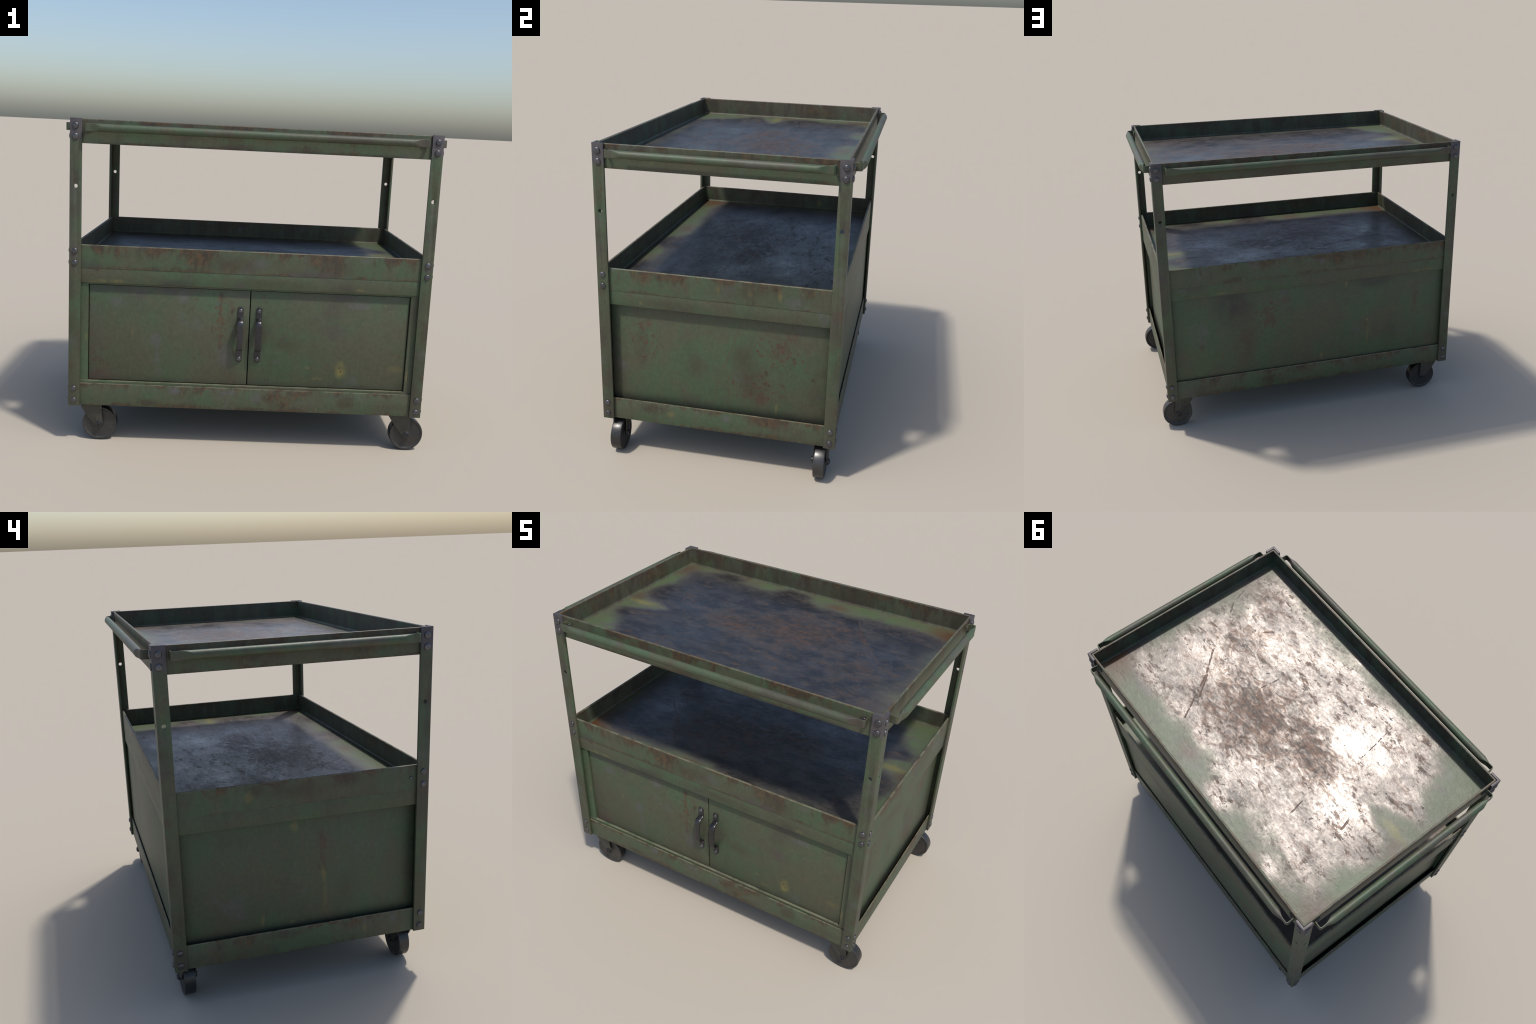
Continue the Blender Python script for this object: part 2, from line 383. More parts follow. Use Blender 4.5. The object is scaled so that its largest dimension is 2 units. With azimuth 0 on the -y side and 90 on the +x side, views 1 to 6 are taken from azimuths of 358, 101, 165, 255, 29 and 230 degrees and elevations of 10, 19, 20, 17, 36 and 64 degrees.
mat_tray_low = paint('paint_tray_low', seed=1, inside=L1, rust_top=((L1, .070, 1.0),), rust_bot=((L0, .020, .75),), edge_top=((L1, .006),), spots=[
    fr(RUST, -.28, 1.01, .11, .075, .95), fr(RUST, -.24, 1.05, .10, .035, .9), fr(RUST, -.47, 1.062, .10, .015, .8),
    fr(DRIED, -.37, .962, .10, .02, .9), fr(RUST, -.11, .985, .06, .05, .6), fr(DRIED, -.10, 1.0, .25, .06, .6, 0),
    fr(RUST, .34, 1.04, .07, .065, .9), fr(RUST, .452, 1.045, .08, .055, .95), fr(RUST, .416, .985, .09, .045, .95),
    fr(PURPLE, .33, .962, .22, .04, .95, 0), fr(GREY, .05, 1.012, .06, .05, .6, 0), fr(GREY, .60, 1.047, .05, .03, .8, 0),
    fr(SMOKE, -.84, .965, .10, .05, .55, 0), fr(RUST, .58, .96, .06, .014, .9), fr(DRIED, .45, 1.0, .12, .08, .5, 0),
    bk(RUST, -.17, 1.022, .06, .05, .9), bk(DRIED, -.02, .962, .16, .022, .9), bk(GREY, .375, 1.046, .06, .035, .9, 0),
    bk(GREY, .0, 1.04, .06, .02, .7, 0), bk(GREY, -.06, 1.026, .03, .035, .9, 0), bk(DRIED, .48, .965, .12, .03, .8), bk(RUST, -.45, 1.03, .05, .04, .5),
    rt(YELLOW, .316, 1.02, .016, .05, .9, 0), rt(YELLOW, .169, 1.015, .02, .03, .6, 0), rt(YELLOW, 0, 1.02, .015, .05, .5, 0),
    rt(RUST, -.29, 1.05, .05, .035, .9), rt(RUST, -.20, 1.045, .06, .035, .9), rt(REDDISH, -.168, 1.01, .006, .05, .9, 0),
    rt(RUST, .27, 1.05, .09, .04, .9), rt(RUST, .46, 1.04, .06, .04, .8), rt(DRIED, .15, 1.01, .25, .08, .5, 0),
    lf(YELLOW, .249, 1.012, .03, .04, .8, 0), lf(DRIED, -.236, 1.045, .07, .045, .95), lf(DRIED, .216, 1.045, .05, .045, .9),
    lf(DRIED, .05, 1.02, .25, .06, .6, 0)])
mat_tray_top = paint('paint_tray_top', seed=2, inside=T1, rust_top=((T1, .075, 1.0),), rust_bot=((T0, .025, .8),), edge_top=((T1, .004),), edge_amt=.28, streak=1.2, dirt=1.3, spots=[
    fr(SMOKE, -.58, 1.69, .03, .02, .6, 0), fr(RUST, .05, 1.68, .05, .06, .7), fr(DRIED, .25, 1.61, .12, .03, .8), fr(DRIED, -.1, 1.61, .14, .02, .7),
    bk(RUST, .12, 1.70, .05, .03, .8), bk(RUST, .45, 1.70, .04, .02, .7), bk(DRIED, .3, 1.64, .3, .05, .5, 0),
    rt(RUST, .1, 1.69, .25, .05, .7), rt(DRIED, -.4, 1.68, .1, .06, .7), rt(YELLOW, -.33, 1.665, .02, .05, .5, 0),
    lf(RUST, -.3, 1.66, .2, .06, .8), lf(RUST, .2, 1.66, .25, .06, .8), lf(SMOKE, -.55, 1.68, .04, .05, .6, 0)])
mat_band = paint('paint_band', seed=3, spots=[
    fr(YELLOW, -.74, .888, .11, .016, .85), fr(YELLOW, -.82, .881, .05, .008, .7, 0), fr(SMOKE, -.41, .885, .13, .040, .75, 0), fr(SMOKE, .515, .89, .07, .045, .7, 0),
    fr(YELLOW, .575, .895, .05, .012, .75, 0), fr(RUST, -.80, .947, .03, .008, .9), fr(DRIED, .1, .91, .3, .04, .5, 0),
    fr(PURPLE, -.06, .885, .05, .03, .6, 0), fr(OLIVE, .7, .91, .3, .06, .7, 0),
    bk(YELLOW, -.744, .89, .10, .012, .75), bk(YELLOW, .579, .892, .05, .012, .7, 0), bk(PURPLE, -.10, .885, .05, .03, .6, 0),
    rt(YELLOW, -.41, .90, .015, .015, .7, 0), rt(DRIED, -.25, .91, .25, .05, .4, 0), lf(OLIVE, -.3, .91, .3, .05, .5, 0)])
mat_base = paint('paint_base', seed=4, rust_top=((BASE1, .060, 1.0),), rust_bot=((BASE0, .030, .9),), edge_top=((BASE1, .006),), spots=[
    fr(GREY, -.385, .30, .05, .035, .9, 0), fr(GREY, .05, .28, .04, .05, .8, 0), fr(GREY, -.09, .305, .07, .02, .7, 0),
    fr(RUST, .13, .29, .07, .045, .95), fr(RUST, .185, .26, .08, .07, .95), fr(DRIED, .05, .213, .22, .018, .95), fr(DRIED, -.53, .228, .10, .03, .8),
    fr(RUST, .45, .31, .05, .02, .7), fr(DRIED, .54, .27, .09, .06, .7), fr(DRIED, .75, .25, .2, .05, .4, 0),
    bk(DRIED, .28, .26, .12, .05, .9), bk(RUST, -.35, .30, .07, .03, .8), bk(RUST, -.46, .30, .04, .03, .8), bk(DRIED, .6, .22, .2, .025, .7),
    rt(YELLOW, -.255, .268, .03, .03, .7, 0), rt(RUST, .263, .30, .10, .04, .95), rt(DRIED, -.35, .29, .1, .04, .9), rt(GREY, .05, .29, .05, .03, .8, 0),
    lf(RUST, -.25, .305, .09, .035, .95), lf(RUST, .298, .30, .08, .04, .9), lf(YELLOW, -.315, .265, .015, .04, .7, 0), lf(DRIED, .1, .30, .15, .035, .8), lf(GREY, -.47, .29, .03, .04, .7, 0)])
def sx(c, y, z, ry, rz, a, rag=1): return (c, (SIDE_X, y, z), (.06, ry, rz), a, rag)
def nx(c, y, z, ry, rz, a, rag=1): return (c, (-SIDE_X, y, z), (.06, ry, rz), a, rag)
low = ((BASE1 - .02, .07, .65),)  # contact shade above the base rail, blended into the panel colour
mat_panel_a = paint('paint_panel_a', dirt=.7, chipped=(((SIDE_X, .33, .70), (.1, .26, .20)), ((SIDE_X, .22, .46), (.1, .26, .16)), ((SIDE_X, -.40, .72), (.1, .14, .24))), seed=5, painted_low_shade=low, streak=.3, spots=[
    sx(REDDISH, .333, .703, .06, .06, .95), sx(REDDISH, .38, .783, .04, .04, .8), sx(RUST, .396, .67, .014, .014, .9, 0), sx(REDDISH, .168, .45, .05, .05, .9),
    sx(REDDISH, .228, .417, .06, .05, .9), sx(RUST, .256, .569, .018, .02, .7), sx(RUST, .502, .561, .018, .016, .8), sx(RUST, .34, .507, .014, .012, .8), sx(RUST, .27, .505, .015, .016, .8),
    sx(DRIED, .132, .649, .10, .12, .65, 0), sx(DRIED, .18, .516, .12, .12, .6, 0), sx(DRIED, -.128, .566, .07, .10, .5, 0), sx(REDDISH, -.195, .414, .02, .03, .7),
    sx(YELLOW, .313, .375, .013, .04, .8, 0), sx(DRIED, -.42, .66, .06, .2, .5, 0), sx(REDDISH, -.45, .62, .02, .03, .6), sx(REDDISH, -.38, .78, .04, .05, .6),
    sx(SMOKE, -.57, .6, .05, .4, .45, 0)], lines=(((.128, .853), (.004, .506), 'x'), ((.004, .506), (-.028, .343), 'x')))  # SMOKE strip at the panel edge: corner occlusion painted in, also on panel_b
mat_panel_b = paint('paint_panel_b', dirt=.7, chipped=(((-SIDE_X, -.11, .68), (.1, .06, .22)),), seed=6, painted_low_shade=low, streak=.3, spots=[
    nx(REDDISH, -.11, .74, .022, .10, .95), nx(REDDISH, -.115, .60, .016, .08, .95), nx(YELLOW, -.115, .57, .018, .055, .8, 0), nx(YELLOW, -.12, .45, .02, .12, .4, 0),
    nx(YELLOW, .028, .835, .03, .04, .75, 0), nx(YELLOW, .193, .378, .015, .045, .7, 0), nx(YELLOW, .046, .345, .02, .015, .6, 0),
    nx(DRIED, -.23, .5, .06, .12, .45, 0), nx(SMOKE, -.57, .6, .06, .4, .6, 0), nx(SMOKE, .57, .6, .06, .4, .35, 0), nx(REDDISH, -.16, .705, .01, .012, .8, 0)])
def by(c, x, z, rx, rz, a, rag=1): return (c, (x, BACK_Y, z), (rx, .05, rz), a, rag)
mat_panel_c = paint('paint_panel_c', dirt=.7, chipped=(((.27, BACK_Y, .70), (.20, .1, .20)), ((-.70, BACK_Y, .70), (.06, .1, .2))), seed=8, painted_low_shade=((BASE1 - .01, .04, .5),), streak=.3, spots=[
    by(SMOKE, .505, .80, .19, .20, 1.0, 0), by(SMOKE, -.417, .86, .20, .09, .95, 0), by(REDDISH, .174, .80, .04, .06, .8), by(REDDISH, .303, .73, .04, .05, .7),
    by(REDDISH, .273, .66, .06, .07, .75), by((.066, .046, .032), .44, .577, .13, .26, .8, 0), by(REDDISH, .715, .56, .025, .06, .75), by(YELLOW, -.371, .577, .018, .018, .9, 0),
    by(YELLOW, -.378, .48, .012, .12, .5, 0), by(YELLOW, -.224, .85, .015, .03, .7, 0), by(YELLOW, -.061, .375, .015, .035, .6, 0), by(REDDISH, -.70, .69, .02, .12, .75),
    by(DRIED, -.53, .47, .08, .12, .4, 0)], lines=(((.44, .854), (.578, .512), 'y'), ((.578, .512), (.608, .36), 'y')))
def dr(c, x, z, rx, rz, a, rag=1): return (c, (x, DOOR_Y, z), (rx, .06, rz), a, rag)
mat_door = paint('paint_door', chipped=(((-.15, DOOR_Y, .70), (.10, .1, .24)), ((-.80, DOOR_Y, .45), (.10, .1, .2))), seed=9, painted_low_shade=((.345, .035, .35),), streak=.4, spots=[
    dr((.080, .058, .045), -.86, .56, .20, .26, .75, 0), dr((.078, .052, .042), -.80, .36, .16, .07, .75, 0), dr(PURPLE, -.72, .85, .2, .05, .7, 0), dr(PURPLE, -.38, .85, .16, .05, .75, 0), dr(SMOKE, -.12, .52, .05, .11, .45, 0), dr(OLIVE, -.68, .6, .22, .3, .8, 0), dr(GREY, -.496, .577, .045, .06, .75, 0), dr(GREY, -.485, .48, .02, .09, .6, 0), dr(GREY, -.473, .40, .04, .03, .6, 0),  # the spot at x -.12 is a soft dark patch beside the left pull
    dr(GREY, -.70, .775, .06, .04, .6, 0), dr(GREY, -.355, .814, .04, .05, .7, 0), dr(RUST, -.155, .82, .020, .04, .85), dr(RUST, -.152, .73, .014, .10, .9), dr(REDDISH, -.150, .60, .014, .09, 1.0), dr(RUST, -.15, .55, .012, .02, .95, 0),
    dr(RUST, -.196, .651, .010, .03, .9, 0), dr(RUST, -.094, .747, .014, .05, .9), dr(RUST, -.078, .527, .016, .03, .8), dr(RUST, -.285, .484, .009, .010, .9, 0), dr(RUST, -.181, .488, .009, .010, .9, 0),
    dr(PURPLE, -.578, .82, .05, .05, .7, 0), dr(PURPLE, -.03, .84, .06, .05, .7, 0), dr(GREY, -.12, .50, .07, .10, .6, 0), dr(YELLOW, -.618, .615, .012, .05, .4, 0), dr(DRIED, -.02, .6, .03, .2, .5, 0),
    dr((.19, .165, .05), .502, .447, .045, .058, 1.0, 0), dr(DRIED, .495, .456, .008, .010, 1, 0), dr(DRIED, .508, .436, .008, .008, .9, 0), dr(YELLOW, .379, .392, .05, .012, .65, 0), dr(YELLOW, .321, .446, .02, .012, .6, 0), dr(YELLOW, .80, .462, .06, .03, .5, 0), dr(OLIVE, .6, .46, .3, .04, .7, 0),
    dr(PURPLE, .447, .65, .10, .07, .7, 0), dr(PURPLE, .44, .645, .02, .03, .7, 0), dr(DRIED, .20, .575, .13, .06, .55, 0), dr(PURPLE, .523, .85, .10, .03, .8, 0), dr(GREY, .58, .80, .1, .03, .6, 0), dr(DRIED, .63, .35, .06, .025, .6, 0), dr(DRIED, .83, .36, .05, .06, .5, 0)])
mat_frame = paint('paint_frame', seed=10, spots=[dr(YELLOW, .862, .43, .01, .06, .8, 0), dr(YELLOW, -.862, .58, .01, .03, .6, 0)], streak=.3, edge_top=((.341, .004),))
def po(c, z, r, a, rag=0): return (c, (.93, .62, z), (.12, .12, r), a, rag)
def post_spots(sx_, sy_):
    o = []
    for c, z, dx, dy, r, a in ((PURPLE, 1.03, 0, .02, .07, .8), (REDDISH, .95, .02, 0, .045, .55), (DRIED, 1.25, .01, .0, .08, .5), (PURPLE, 1.33, 0, 0, .05, .5), (DRIED, .66, 0, 0, .12, .5),
                               (REDDISH, .42, .02, .02, .05, .7), (DRIED, .83, 0, .02, .10, .4), (YELLOW, .50, -.02, -.02, .02, .5), (PURPLE, 1.17, .01, 0, .06, .5), (GREY, .56, 0, .01, .04, .4)):
        o.append((c, (sx_ * (.93 + dx), sy_ * (.62 + dy), z), (.045, .045, r), a, 0))
    return o
mat_post_a = paint('paint_post_a', seed=11, steel_above=1.612, spots=post_spots(-1, -1), streak=.8, dirt=1.8)
mat_post_b = paint('paint_post_b', seed=12, steel_above=1.612, spots=post_spots(1, -1), streak=.8, dirt=1.8)
mat_bar = paint('paint_bar', seed=13, streak=.4, dirt=2.2)
mat_caster = paint('paint_caster', seed=14, streak=.8, dirt=1.8, painted_low_shade=((.10, .22, .85),))  # fork colour darkened for the shade under the base
mat_floor = floor_material()
mat_bolt = dark_steel('bolt_steel', (.115, .115, .125), .36, .85, (.10, .085, .072), .5)
mat_pull = dark_steel('pull_steel', (.058, .058, .064), .33, .85, (.050, .043, .037), .4)
mat_wheel = dark_steel('hard_rubber', (.026, .025, .024), .45, .0, (.046, .038, .032), .5, .1)
mat_tyre = dark_steel('wheel_tread', (.062, .062, .062), .34, .7, (.050, .043, .037), .5, .1)
mat_dark = dark_steel('unlit_inside', (.012, .013, .011), .85, 0, (.014, .013, .011))  # base colour set near black to give the cupboard its inner darkness

# ------------------------------------------------------------------ the cart
cart = bpy.data.objects.new('tool_cart', None); sc.collection.objects.link(cart)
cart['label'] = 'worn green steel workshop tool cart with two trays and cupboard'
cart['category'] = 'tool cart'

# bolt: domed head with a shallow slot, axis +z, sits on z = 0
def bolt_mesh(name, r, h, slot=True, mat=mat_bolt):
    bm = bmesh.new()
    prof = [(r * .96, -.002), (r, .0006), (r, h * .32), (r * .96, h * .52), (r * .80, h * .76), (r * .55, h * .92), (r * .28, h * .985), (0, h)]
    lathe(bm, prof, 28, 'z')
    o = obj_from_bm(name, bm, mat, cart, 50)
    if slot:
        cb = bmesh.new(); box(cb, (-r * 1.2, -r * .065, h * .84), (r * 1.2, r * .065, h * 2))
        c = obj_from_bm('cutter', cb, mat, None, 0)
        md = o.modifiers.new('slot', 'BOOLEAN'); md.operation = 'DIFFERENCE'; md.object = c; md.solver = 'EXACT'
        bake(o); bpy.data.objects.remove(c); shade(o.data, 40)
    return o
rng = random.Random(3)
def place(proto, at, normal, parent, spin=None):
    o = copy_of(proto, parent, 'bolt')
    q = Vector(normal).to_track_quat('Z', 'Y')
    a = rng.uniform(0, math.pi) if spin is None else spin
    o.matrix_basis = Matrix.Translation(at) @ q.to_matrix().to_4x4() @ Matrix.Rotation(a, 4, 'Z')
    return o
bolt_big = bolt_mesh('bolt_big', .0162, .0085)
bolt_mid = bolt_mesh('bolt_mid', .0150, .0078)
bolt_small = bolt_mesh('bolt_small', .0085, .0060, False)
bolt_pull = bolt_mesh('bolt_pull', .0120, .0080, False)

# ---- posts: angle iron with one hole in each flange
def post(sx_, sy_, mat):
    bm = bmesh.new()
    x, y = sx_ * PX, sy_ * PY
    L = [(x, y), (x - sx_ * PW, y), (x - sx_ * PW, y - sy_ * PT), (x - sx_ * PT, y - sy_ * PT), (x - sx_ * PT, y - sy_ * PW), (x, y - sy_ * PW)]
    if sx_ * sy_ < 0: L = L[::-1]
    lo = [bm.verts.new((a, b, PZ0)) for a, b in L]; hi = [bm.verts.new((a, b, PZ1)) for a, b in L]
    for i in range(6):
        j = (i + 1) % 6; bm.faces.new((lo[i], lo[j], hi[j], hi[i]))
    bm.faces.new(lo[::-1]); bm.faces.new(hi)
    o = obj_from_bm('post', bm, mat, cart, 0)
    for axis, c in (('y', (sx_ * .9165, y, 1.376)), ('x', (x, sy_ * .6035, 1.376))):
        cb = bmesh.new(); lathe(cb, [(0, -.03), (.0103, -.03), (.0103, .03), (0, .03)], 24, axis)
        for v in cb.verts: v.co += Vector(c)
        cut = obj_from_bm('cutter', cb, mat, None, 0)
        md = o.modifiers.new('hole', 'BOOLEAN'); md.operation = 'DIFFERENCE'; md.object = cut; md.solver = 'EXACT'
        bake(o); bpy.data.objects.remove(cut)
    md = o.modifiers.new('bevel', 'BEVEL'); md.width = .0014; md.segments = 2; md.limit_method = 'ANGLE'; md.angle_limit = math.radians(50)
    bake(o); shade(o.data, 35)
    return o
def corner_bolts(p, sx_, sy_):
    rows = [(1.6803, bolt_big), (1.6265, bolt_big)]
    if sy_ < 0: rows += [(1.0415, bolt_mid), (.9796, bolt_mid)]
    rows += [(.3012, bolt_mid), (.2361, bolt_mid)]
    for z, proto in rows:
        jit = rng.uniform(-.0008, .0008)
        place(proto, (sx_ * (.9187 + jit), sy_ * PY, z), (0, sy_, 0), p)
        place(proto, (sx_ * PX, sy_ * (.6057 + jit), z + jit), (sx_, 0, 0), p)
for sx_, sy_, mat in ((-1, -1, mat_post_a), (1, -1, mat_post_b), (1, 1, None), (-1, 1, None)):
    if mat: 
        p = post(sx_, sy_, mat)
        if sx_ < 0: post_a = p
        else: post_b = p
        corner_bolts(p, sx_, sy_)
    else:
        src = post_a if sx_ > 0 else post_b
        p = copy_of(src, cart, 'post'); p.rotation_euler = (0, 0, math.pi)
        rows_sx, rows_sy = -sx_, -sy_         # local coordinates of the turned post
        for z, proto in ((1.6803, bolt_big), (1.6265, bolt_big), (.3012, bolt_mid), (.2361, bolt_mid)):
            place(proto, (rows_sx * .9187, rows_sy * PY, z), (0, rows_sy, 0), p)
            place(proto, (rows_sx * PX, rows_sy * .6057, z), (rows_sx, 0, 0), p)

# ---- trays
def tray(dz, mat, turn):
    z1, z0, zf = T1 - dz, T0 - dz, T1 - FLOOR_D - dz
    bm = bmesh.new()
    prof = [(0, z0)] + rounded([(0, z0 + .01), (0, z1), (WALL, z1), (WALL, z1 - .03)], .0055, 4, False)[1:-1]
    fil = .010
    prof += [(WALL, zf + fil + .004)] + [(WALL + fil - fil * math.cos(a), zf + fil - fil * math.sin(a)) for a in [math.radians(90 * k / 5) for k in range(6)]]
    prof += [(WALL + fil + .001, zf - .006), (WALL - .004, zf - .008), (WALL - .004, z0)]
    sweep_rect(bm, prof, AX, AY, .009, 5)
    t = obj_from_bm('tray', bm, mat, cart, 35)
    bm = bmesh.new()                          # floor sheet, finely divided with faint dents
    hx, hy = AX - WALL - fil, AY - WALL - fil
    nx_, ny_ = 60, 40
    top = [[bm.verts.new((-hx + 2 * hx * i / nx_, -hy + 2 * hy * j / ny_, T1 - FLOOR_D)) for j in range(ny_ + 1)] for i in range(nx_ + 1)]
    for i in range(nx_):
        for j in range(ny_):
            bm.faces.new((top[i][j], top[i + 1][j], top[i + 1][j + 1], top[i][j + 1]))
    from mathutils import noise as mno
    for row in top:
        for v in row:
            e = min(1, (hx - abs(v.co.x)) / .12) * min(1, (hy - abs(v.co.y)) / .12)
            v.co.z += .0022 * e * (mno.noise(Vector((v.co.x * 3.1, v.co.y * 3.1, 4.2))) + .5 * mno.noise(Vector((v.co.x * 8, v.co.y * 8, 1.2))))
    r = bmesh.ops.extrude_face_region(bm, geom=bm.faces[:])
    for g in r['geom']:
        if isinstance(g, bmesh.types.BMVert): g.co.z -= .006
    f = obj_from_bm('tray_floor', bm, mat_floor, t, 50)
    f.data.materials.append(mat)               # painted underside
    for p in f.data.polygons:
        if p.center.z < T1 - FLOOR_D - .0045: p.material_index = 1
    f.location = (0, 0, -dz)
    if turn: f.rotation_euler = (0, 0, math.pi)
    return t
tray_top = tray(0, mat_tray_top, False)
tray_low = tray(TRAY_DROP, mat_tray_low, True)
place(bolt_small, (-AX, -.546, 1.012), (-1, 0, 0), tray_low)

# ---- grab bars: pipes with pinched, folded ends
def bar(half, wall, reach, zc):
    """path in plan for a bar along +u, standing off toward -v"""
    R, T = .0200, .0028
    st = []                                         # (u, v, tangent angle, half thickness)
    wall_v, out_v = -(wall + T + .0008), -(wall + reach)
    def side(sg):
        pts = [(half - .036, wall_v), (half - T - .004, wall_v), (half - T, wall_v - .004), (half - T, out_v + .006), (half - T - .006, out_v)]
        pts = rounded(pts, .005, 3, False)
        out = [(u, v, T) for u, v in pts]
        for k in range(1, 15):
            u = half - .012 - .085 * k / 14
            s = min(1, max(0, (half - .030 - u) / .060)); s = s * s * (3 - 2 * s)
            out.append((u, out_v, T + (R - T) * s))
        return out
    right = side(1)
    path = [(-u, v, t) for u, v, t in right] + [(u, v, t) for u, v, t in right[::-1]]
    bm = bmesh.new(); rings = []; n = 24
    for i, (u, v, t) in enumerate(path):
        a = path[max(i - 1, 0)]; b = path[min(i + 1, len(path) - 1)]
        d = Vector((b[0] - a[0], b[1] - a[1])).normalized(); nn = Vector((d.y, -d.x))
        e = 2 + 5 * (1 - (t - T) / (R - T)); ring = []
        end = min(i, len(path) - 1 - i); hR = R * (.62, .9, 1)[min(end, 2)]
        for k in range(n):
            c, s = math.cos(2 * math.pi * k / n), math.sin(2 * math.pi * k / n)
            px = math.copysign(abs(c) ** (2 / e), c) * t; pz = math.copysign(abs(s) ** (2 / e), s) * hR
            ring.append(bm.verts.new((u + nn.x * px, v + nn.y * px, zc + pz)))
        rings.append(ring)
    for a, b in zip(rings, rings[1:]):
        for k in range(n): bm.faces.new((a[k], a[(k + 1) % n], b[(k + 1) % n], b[k]))
    bm.faces.new(rings[0][::-1]); bm.faces.new(rings[-1])
    return bm
ZB = 1.6730
bar_l = obj_from_bm('grab_bar', bar(.8700, AY, .0470, ZB), mat_bar, cart, 40)
bm = bar(.5600, AX, .0455, ZB)
bar_s = obj_from_bm('grab_bar', bm, mat_bar, cart, 40); bar_s.rotation_euler = (0, 0, math.pi / 2)
bar_l2 = copy_of(bar_l, cart, 'grab_bar'); bar_l2.rotation_euler = (0, 0, math.pi)
bar_s2 = copy_of(bar_s, cart, 'grab_bar'); bar_s2.rotation_euler = (0, 0, -math.pi / 2)
for o, half, wall in ((bar_l, .87, AY), (bar_l2, .87, AY), (bar_s, .56, AX), (bar_s2, .56, AX)):
    for s in (-1, 1):
        place(bolt_small, (s * (half - .022), -(wall + .0062), ZB), (0, -1, 0), o)

# ---- cupboard
def ring_part(name, z0, z1, inset, thick, mat, lip=0.0):
    bm = bmesh.new()
    p = [(inset, z0), (inset, z1), (inset + thick + lip, z1), (inset + thick + lip, z1 - thick), (inset + thick, z1 - thick), (inset + thick, z0)] if lip else \
        [(inset, z0), (inset, z1), (inset + thick, z1), (inset + thick, z0)]
    sweep_rect(bm, rounded(p, .0022, 2), AX, AY, .008, 4)
    return obj_from_bm(name, bm, mat, cart, 35)
ring_part('rim_band', BAND0, BAND1, .0012, .010, mat_band)
ring_part('base_rail', BASE0, BASE1, .0004, .007, mat_base)
def slab(name, lo, hi, mat, bev=.0015, parent=None):
    bm = bmesh.new(); box(bm, lo, hi, bev)
    return obj_from_bm(name, bm, mat, parent or cart, 35)
slab('panel', (SIDE_X - .012, -.585, .232), (SIDE_X, .596, BAND1 - .01), mat_panel_a)
slab('panel', (-SIDE_X, -.585, .232), (-SIDE_X + .012, .596, BAND1 - .01), mat_panel_b)
slab('panel', (-.9010, BACK_Y - .012, .232), (.9010, BACK_Y, BAND1 - .01), mat_panel_c)
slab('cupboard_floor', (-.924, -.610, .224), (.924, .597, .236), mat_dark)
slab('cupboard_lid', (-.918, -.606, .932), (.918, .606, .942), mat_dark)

# door frame: rectangular ring standing in x/z
bm = bmesh.new()
zc, hz = (.225 + .955) / 2, (.955 - .225) / 2
OX0, OX1, OZ0, OZ1 = -.8495, .8495, .3405, .8655
prof_h = .022
def frame_ring(u, lo, hi, y):
    return [bm.verts.new((a, y, b)) for a, b in ((-u, lo), (u, lo), (u, hi), (-u, hi))]
rings = [frame_ring(.922, .236, .93, FRAME_Y), frame_ring(OX1 + .003, OZ0 - .003, OZ1 + .003, FRAME_Y), frame_ring(OX1 + .0009, OZ0 - .0009, OZ1 + .0009, FRAME_Y + .0009),
         frame_ring(OX1, OZ0, OZ1, FRAME_Y + .003), frame_ring(OX1, OZ0, OZ1, FRAME_Y + prof_h), frame_ring(.922, .236, .93, FRAME_Y + prof_h)]
for i in range(6):
    a, b = rings[i], rings[(i + 1) % 6]
    for j in range(4): bm.faces.new((a[j], a[(j + 1) % 4], b[(j + 1) % 4], b[j]))
obj_from_bm('door_frame', bm, mat_frame, cart, 35)

# doors with strap pulls
def pull():
    w, t = .0158, .0026
    path = [(.7735, .0028), (.7705, .0028), (.766, .0028), (.760, .0028), (.735, .0028), (.7165, .0028), (.7120, .0045), (.7075, .0150), (.7040, .0280), (.6995, .0365), (.692, .0416), (.680, .0434),
            (.62, .0438), (.568, .0434), (.556, .0416), (.549, .0365), (.5455, .0280), (.5425, .0150), (.5380, .0045), (.5330, .0028), (.510, .0028), (.485, .0028), (.479, .0028), (.4745, .0028), (.4720, .0028)]
    bm = bmesh.new(); rings = []
    for i, (z, d) in enumerate(path):
        a = path[max(i - 1, 0)]; b = path[min(i + 1, len(path) - 1)]
        tz, td = b[0] - a[0], b[1] - a[1]; L = math.hypot(tz, td); tz, td = tz / L, td / L
        nz, nd = td, -tz                            # outward normal of the strap
        e = min(abs(z - path[0][0]), abs(z - path[-1][0])); ww = w
        if e < w: ww = max(.004, math.sqrt(max(0, w * w - (w - e) ** 2)))
        k = .0008; ring = []
        for x, h in ((-ww, -t), (-ww, t - k), (-ww + k, t), (-ww * .5, t + .0018), (ww * .5, t + .0018), (ww - k, t), (ww, t - k), (ww, -t)):
            ring.append(bm.verts.new((x, -(d + nd * h), z + nz * h)))
        rings.append(ring)
    for a, b in zip(rings, rings[1:]):
        for j in range(8): bm.faces.new((a[j], a[(j + 1) % 8], b[(j + 1) % 8], b[j]))
    bm.faces.new(rings[0]); bm.faces.new(rings[-1][::-1])
    return bm
pull_me = None
for sg in (-1, 1):
    x0, x1 = sorted((sg * .0026, sg * .8458))
    d = slab('door', (x0, DOOR_Y, .3445), (x1, DOOR_Y + .016, .8618), mat_door, .0018)
    if pull_me is None:
        h = obj_from_bm('pull_handle', pull(), mat_pull, d, 40); pull_me = h
    else:
        h = copy_of(pull_me, d, 'pull_handle')
    h.location = (sg * .0485, DOOR_Y, 0)
    for z in (.7522, .4905):
        place(bolt_pull, (0, -.0053, z), (0, -1, 0), h)
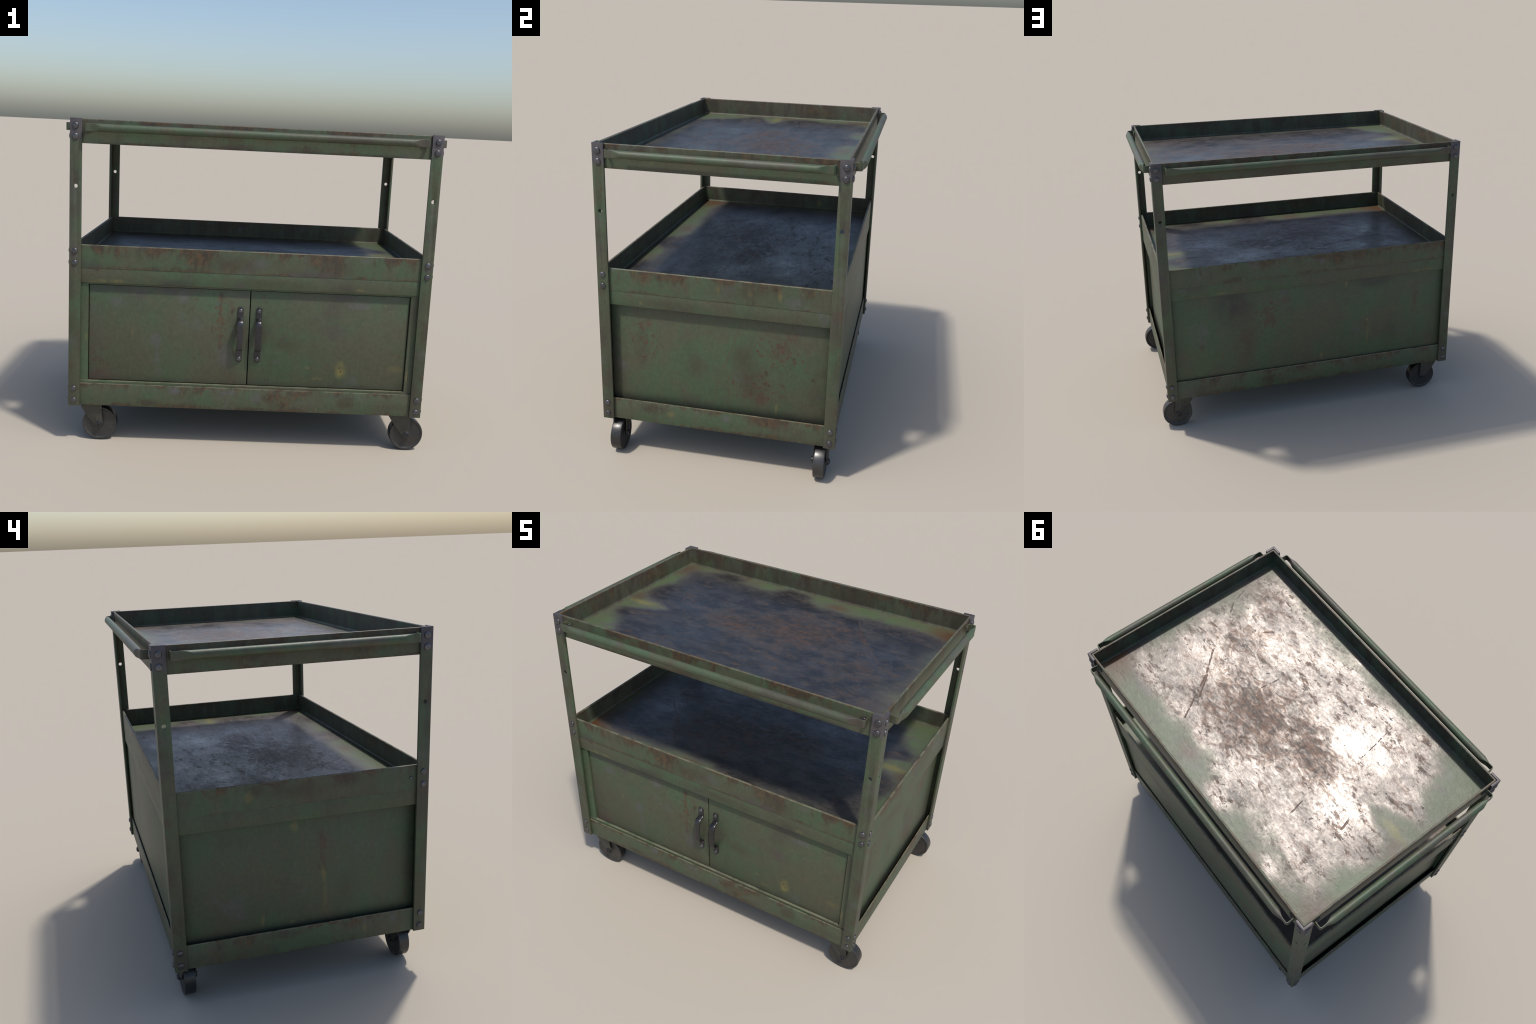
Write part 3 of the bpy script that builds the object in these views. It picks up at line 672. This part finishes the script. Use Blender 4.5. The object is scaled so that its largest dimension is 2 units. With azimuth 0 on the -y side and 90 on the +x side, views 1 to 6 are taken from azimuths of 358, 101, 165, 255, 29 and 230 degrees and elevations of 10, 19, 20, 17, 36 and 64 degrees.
slab('gap_shadow_plate', (-.86, DOOR_Y + .020, .30), (.86, DOOR_Y + .030, .90), mat_dark)  # black plate modelled behind the doors so their gaps read as shadow

# ---- casters: sheet fork with a folded rib, disc wheel, axle nuts
def fork():
    bm = bmesh.new(); T = .0045
    zt = .2115; zh = .0915
    for s in (-1, 1):
        crease = [(-.022, zt), (-.024, .175), (-.016, .130), (-.0075, .094), (-.004, .076)]
        leftb = [(-.103, zt), (-.096, .182), (-.073, .146), (-.026, .087), (-.014, .076)]
        rightb = [(.012, zt), (.0135, .175), (.017, .130), (.021, .094), (.014, .076)]
        vs = []
        for (lx, lz), (cx, cz), (rx, rz) in zip(leftb, crease, rightb):
            row = []
            for x, z, y in ((lx, lz, .0335), (cx, cz, .0415), (rx, rz, .0385)):
                row.append((bm.verts.new((x, s * y, z)), bm.verts.new((x, s * (y - T), z))))
            vs.append(row)
        for i in range(len(vs) - 1):
            for j in range(2):
                a, b, c, d = vs[i][j], vs[i][j + 1], vs[i + 1][j + 1], vs[i + 1][j]
                bm.faces.new((a[0], b[0], c[0], d[0])); bm.faces.new((a[1], d[1], c[1], b[1]))
            for j in (0, 2):
                a, d = vs[i][j], vs[i + 1][j]; bm.faces.new((a[0], d[0], d[1], a[1]))
        for i in (0, -1):
            for j in range(2):
                a, b = vs[i][j], vs[i][j + 1]; bm.faces.new((a[0], b[0], b[1], a[1]))
    box(bm, (-.101, -.0340, .2020), (.010, .0340, .2095), .002)      # crown
    bm2 = bm
    lathe(bm2, [(0, .206), (.034, .206), (.034, .2235), (0, .2235)], 28, 'z')
    for v in bm.verts[-58:]: v.co.x -= .048
    return bm
def wheel():
    bm = bmesh.new(); R, H = .0915, .0285
    half = [(0, .0265), (.020, .0265), (.022, .0238), (.070, .0238), (.0765, .0240), (.0785, .0252), (.0810, .0272), (.0865, H), (.0895, .0278), (.0908, .0262), (R, .0235)]
    prof = half + [(r, -h) for r, h in half[::-1]]
    lathe(bm, prof, 64, 'y')
    return bm
def nut():
    bm = bmesh.new()
    lathe(bm, [(.0190, .037), (.0190, .0435), (.0175, .0450), (.0135, .0455), (.0128, .0492), (.0100, .0500), (.0045, .0500), (.0045, .0460), (0, .0460)], 24, 'y')
    lathe(bm, [(.0190, -.037), (.0190, -.0435), (.0175, -.0450), (.0135, -.0455), (.0128, -.0492), (.0100, -.0500), (.0045, -.0500), (.0045, -.0460), (0, -.0460)], 24, 'y')
    lathe(bm, [(0, -.04), (.007, -.04), (.007, .04), (0, .04)], 12, 'y')
    return bm
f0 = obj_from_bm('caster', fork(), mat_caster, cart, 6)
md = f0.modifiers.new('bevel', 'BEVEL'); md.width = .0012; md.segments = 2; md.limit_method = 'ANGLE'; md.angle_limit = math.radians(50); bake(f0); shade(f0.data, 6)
w0 = obj_from_bm('wheel', wheel(), mat_wheel, f0, 35)
w0.data.materials.append(mat_tyre)
for p in w0.data.polygons:
    if all(math.hypot(w0.data.vertices[i].co.x, w0.data.vertices[i].co.z) > .0905 for i in p.vertices): p.material_index = 1
w0.location = (0, 0, .0915)
n0 = obj_from_bm('axle_nut', nut(), mat_pull, f0, 40); n0.location = (0, 0, .0915)  # darker pull steel chosen because the nut lies in shadow
for i, (x, y, a) in enumerate(((-.7880, -.5595, 0), (.8890, -.5595, 1.5), (.8885, .5595, -1), (-.7920, .5595, 1.0))):
    if i == 0: f, w, n = f0, w0, n0
    else:
        f = copy_of(f0, cart, 'caster'); w = copy_of(w0, f, 'wheel'); n = copy_of(n0, f, 'axle_nut')
    f.location = (x, y, 0); f.rotation_euler = (0, 0, math.radians(a)); w.rotation_euler = (0, 1.1 * i, 0)

for proto in (bolt_big, bolt_mid, bolt_small, bolt_pull):
    bpy.data.objects.remove(proto)
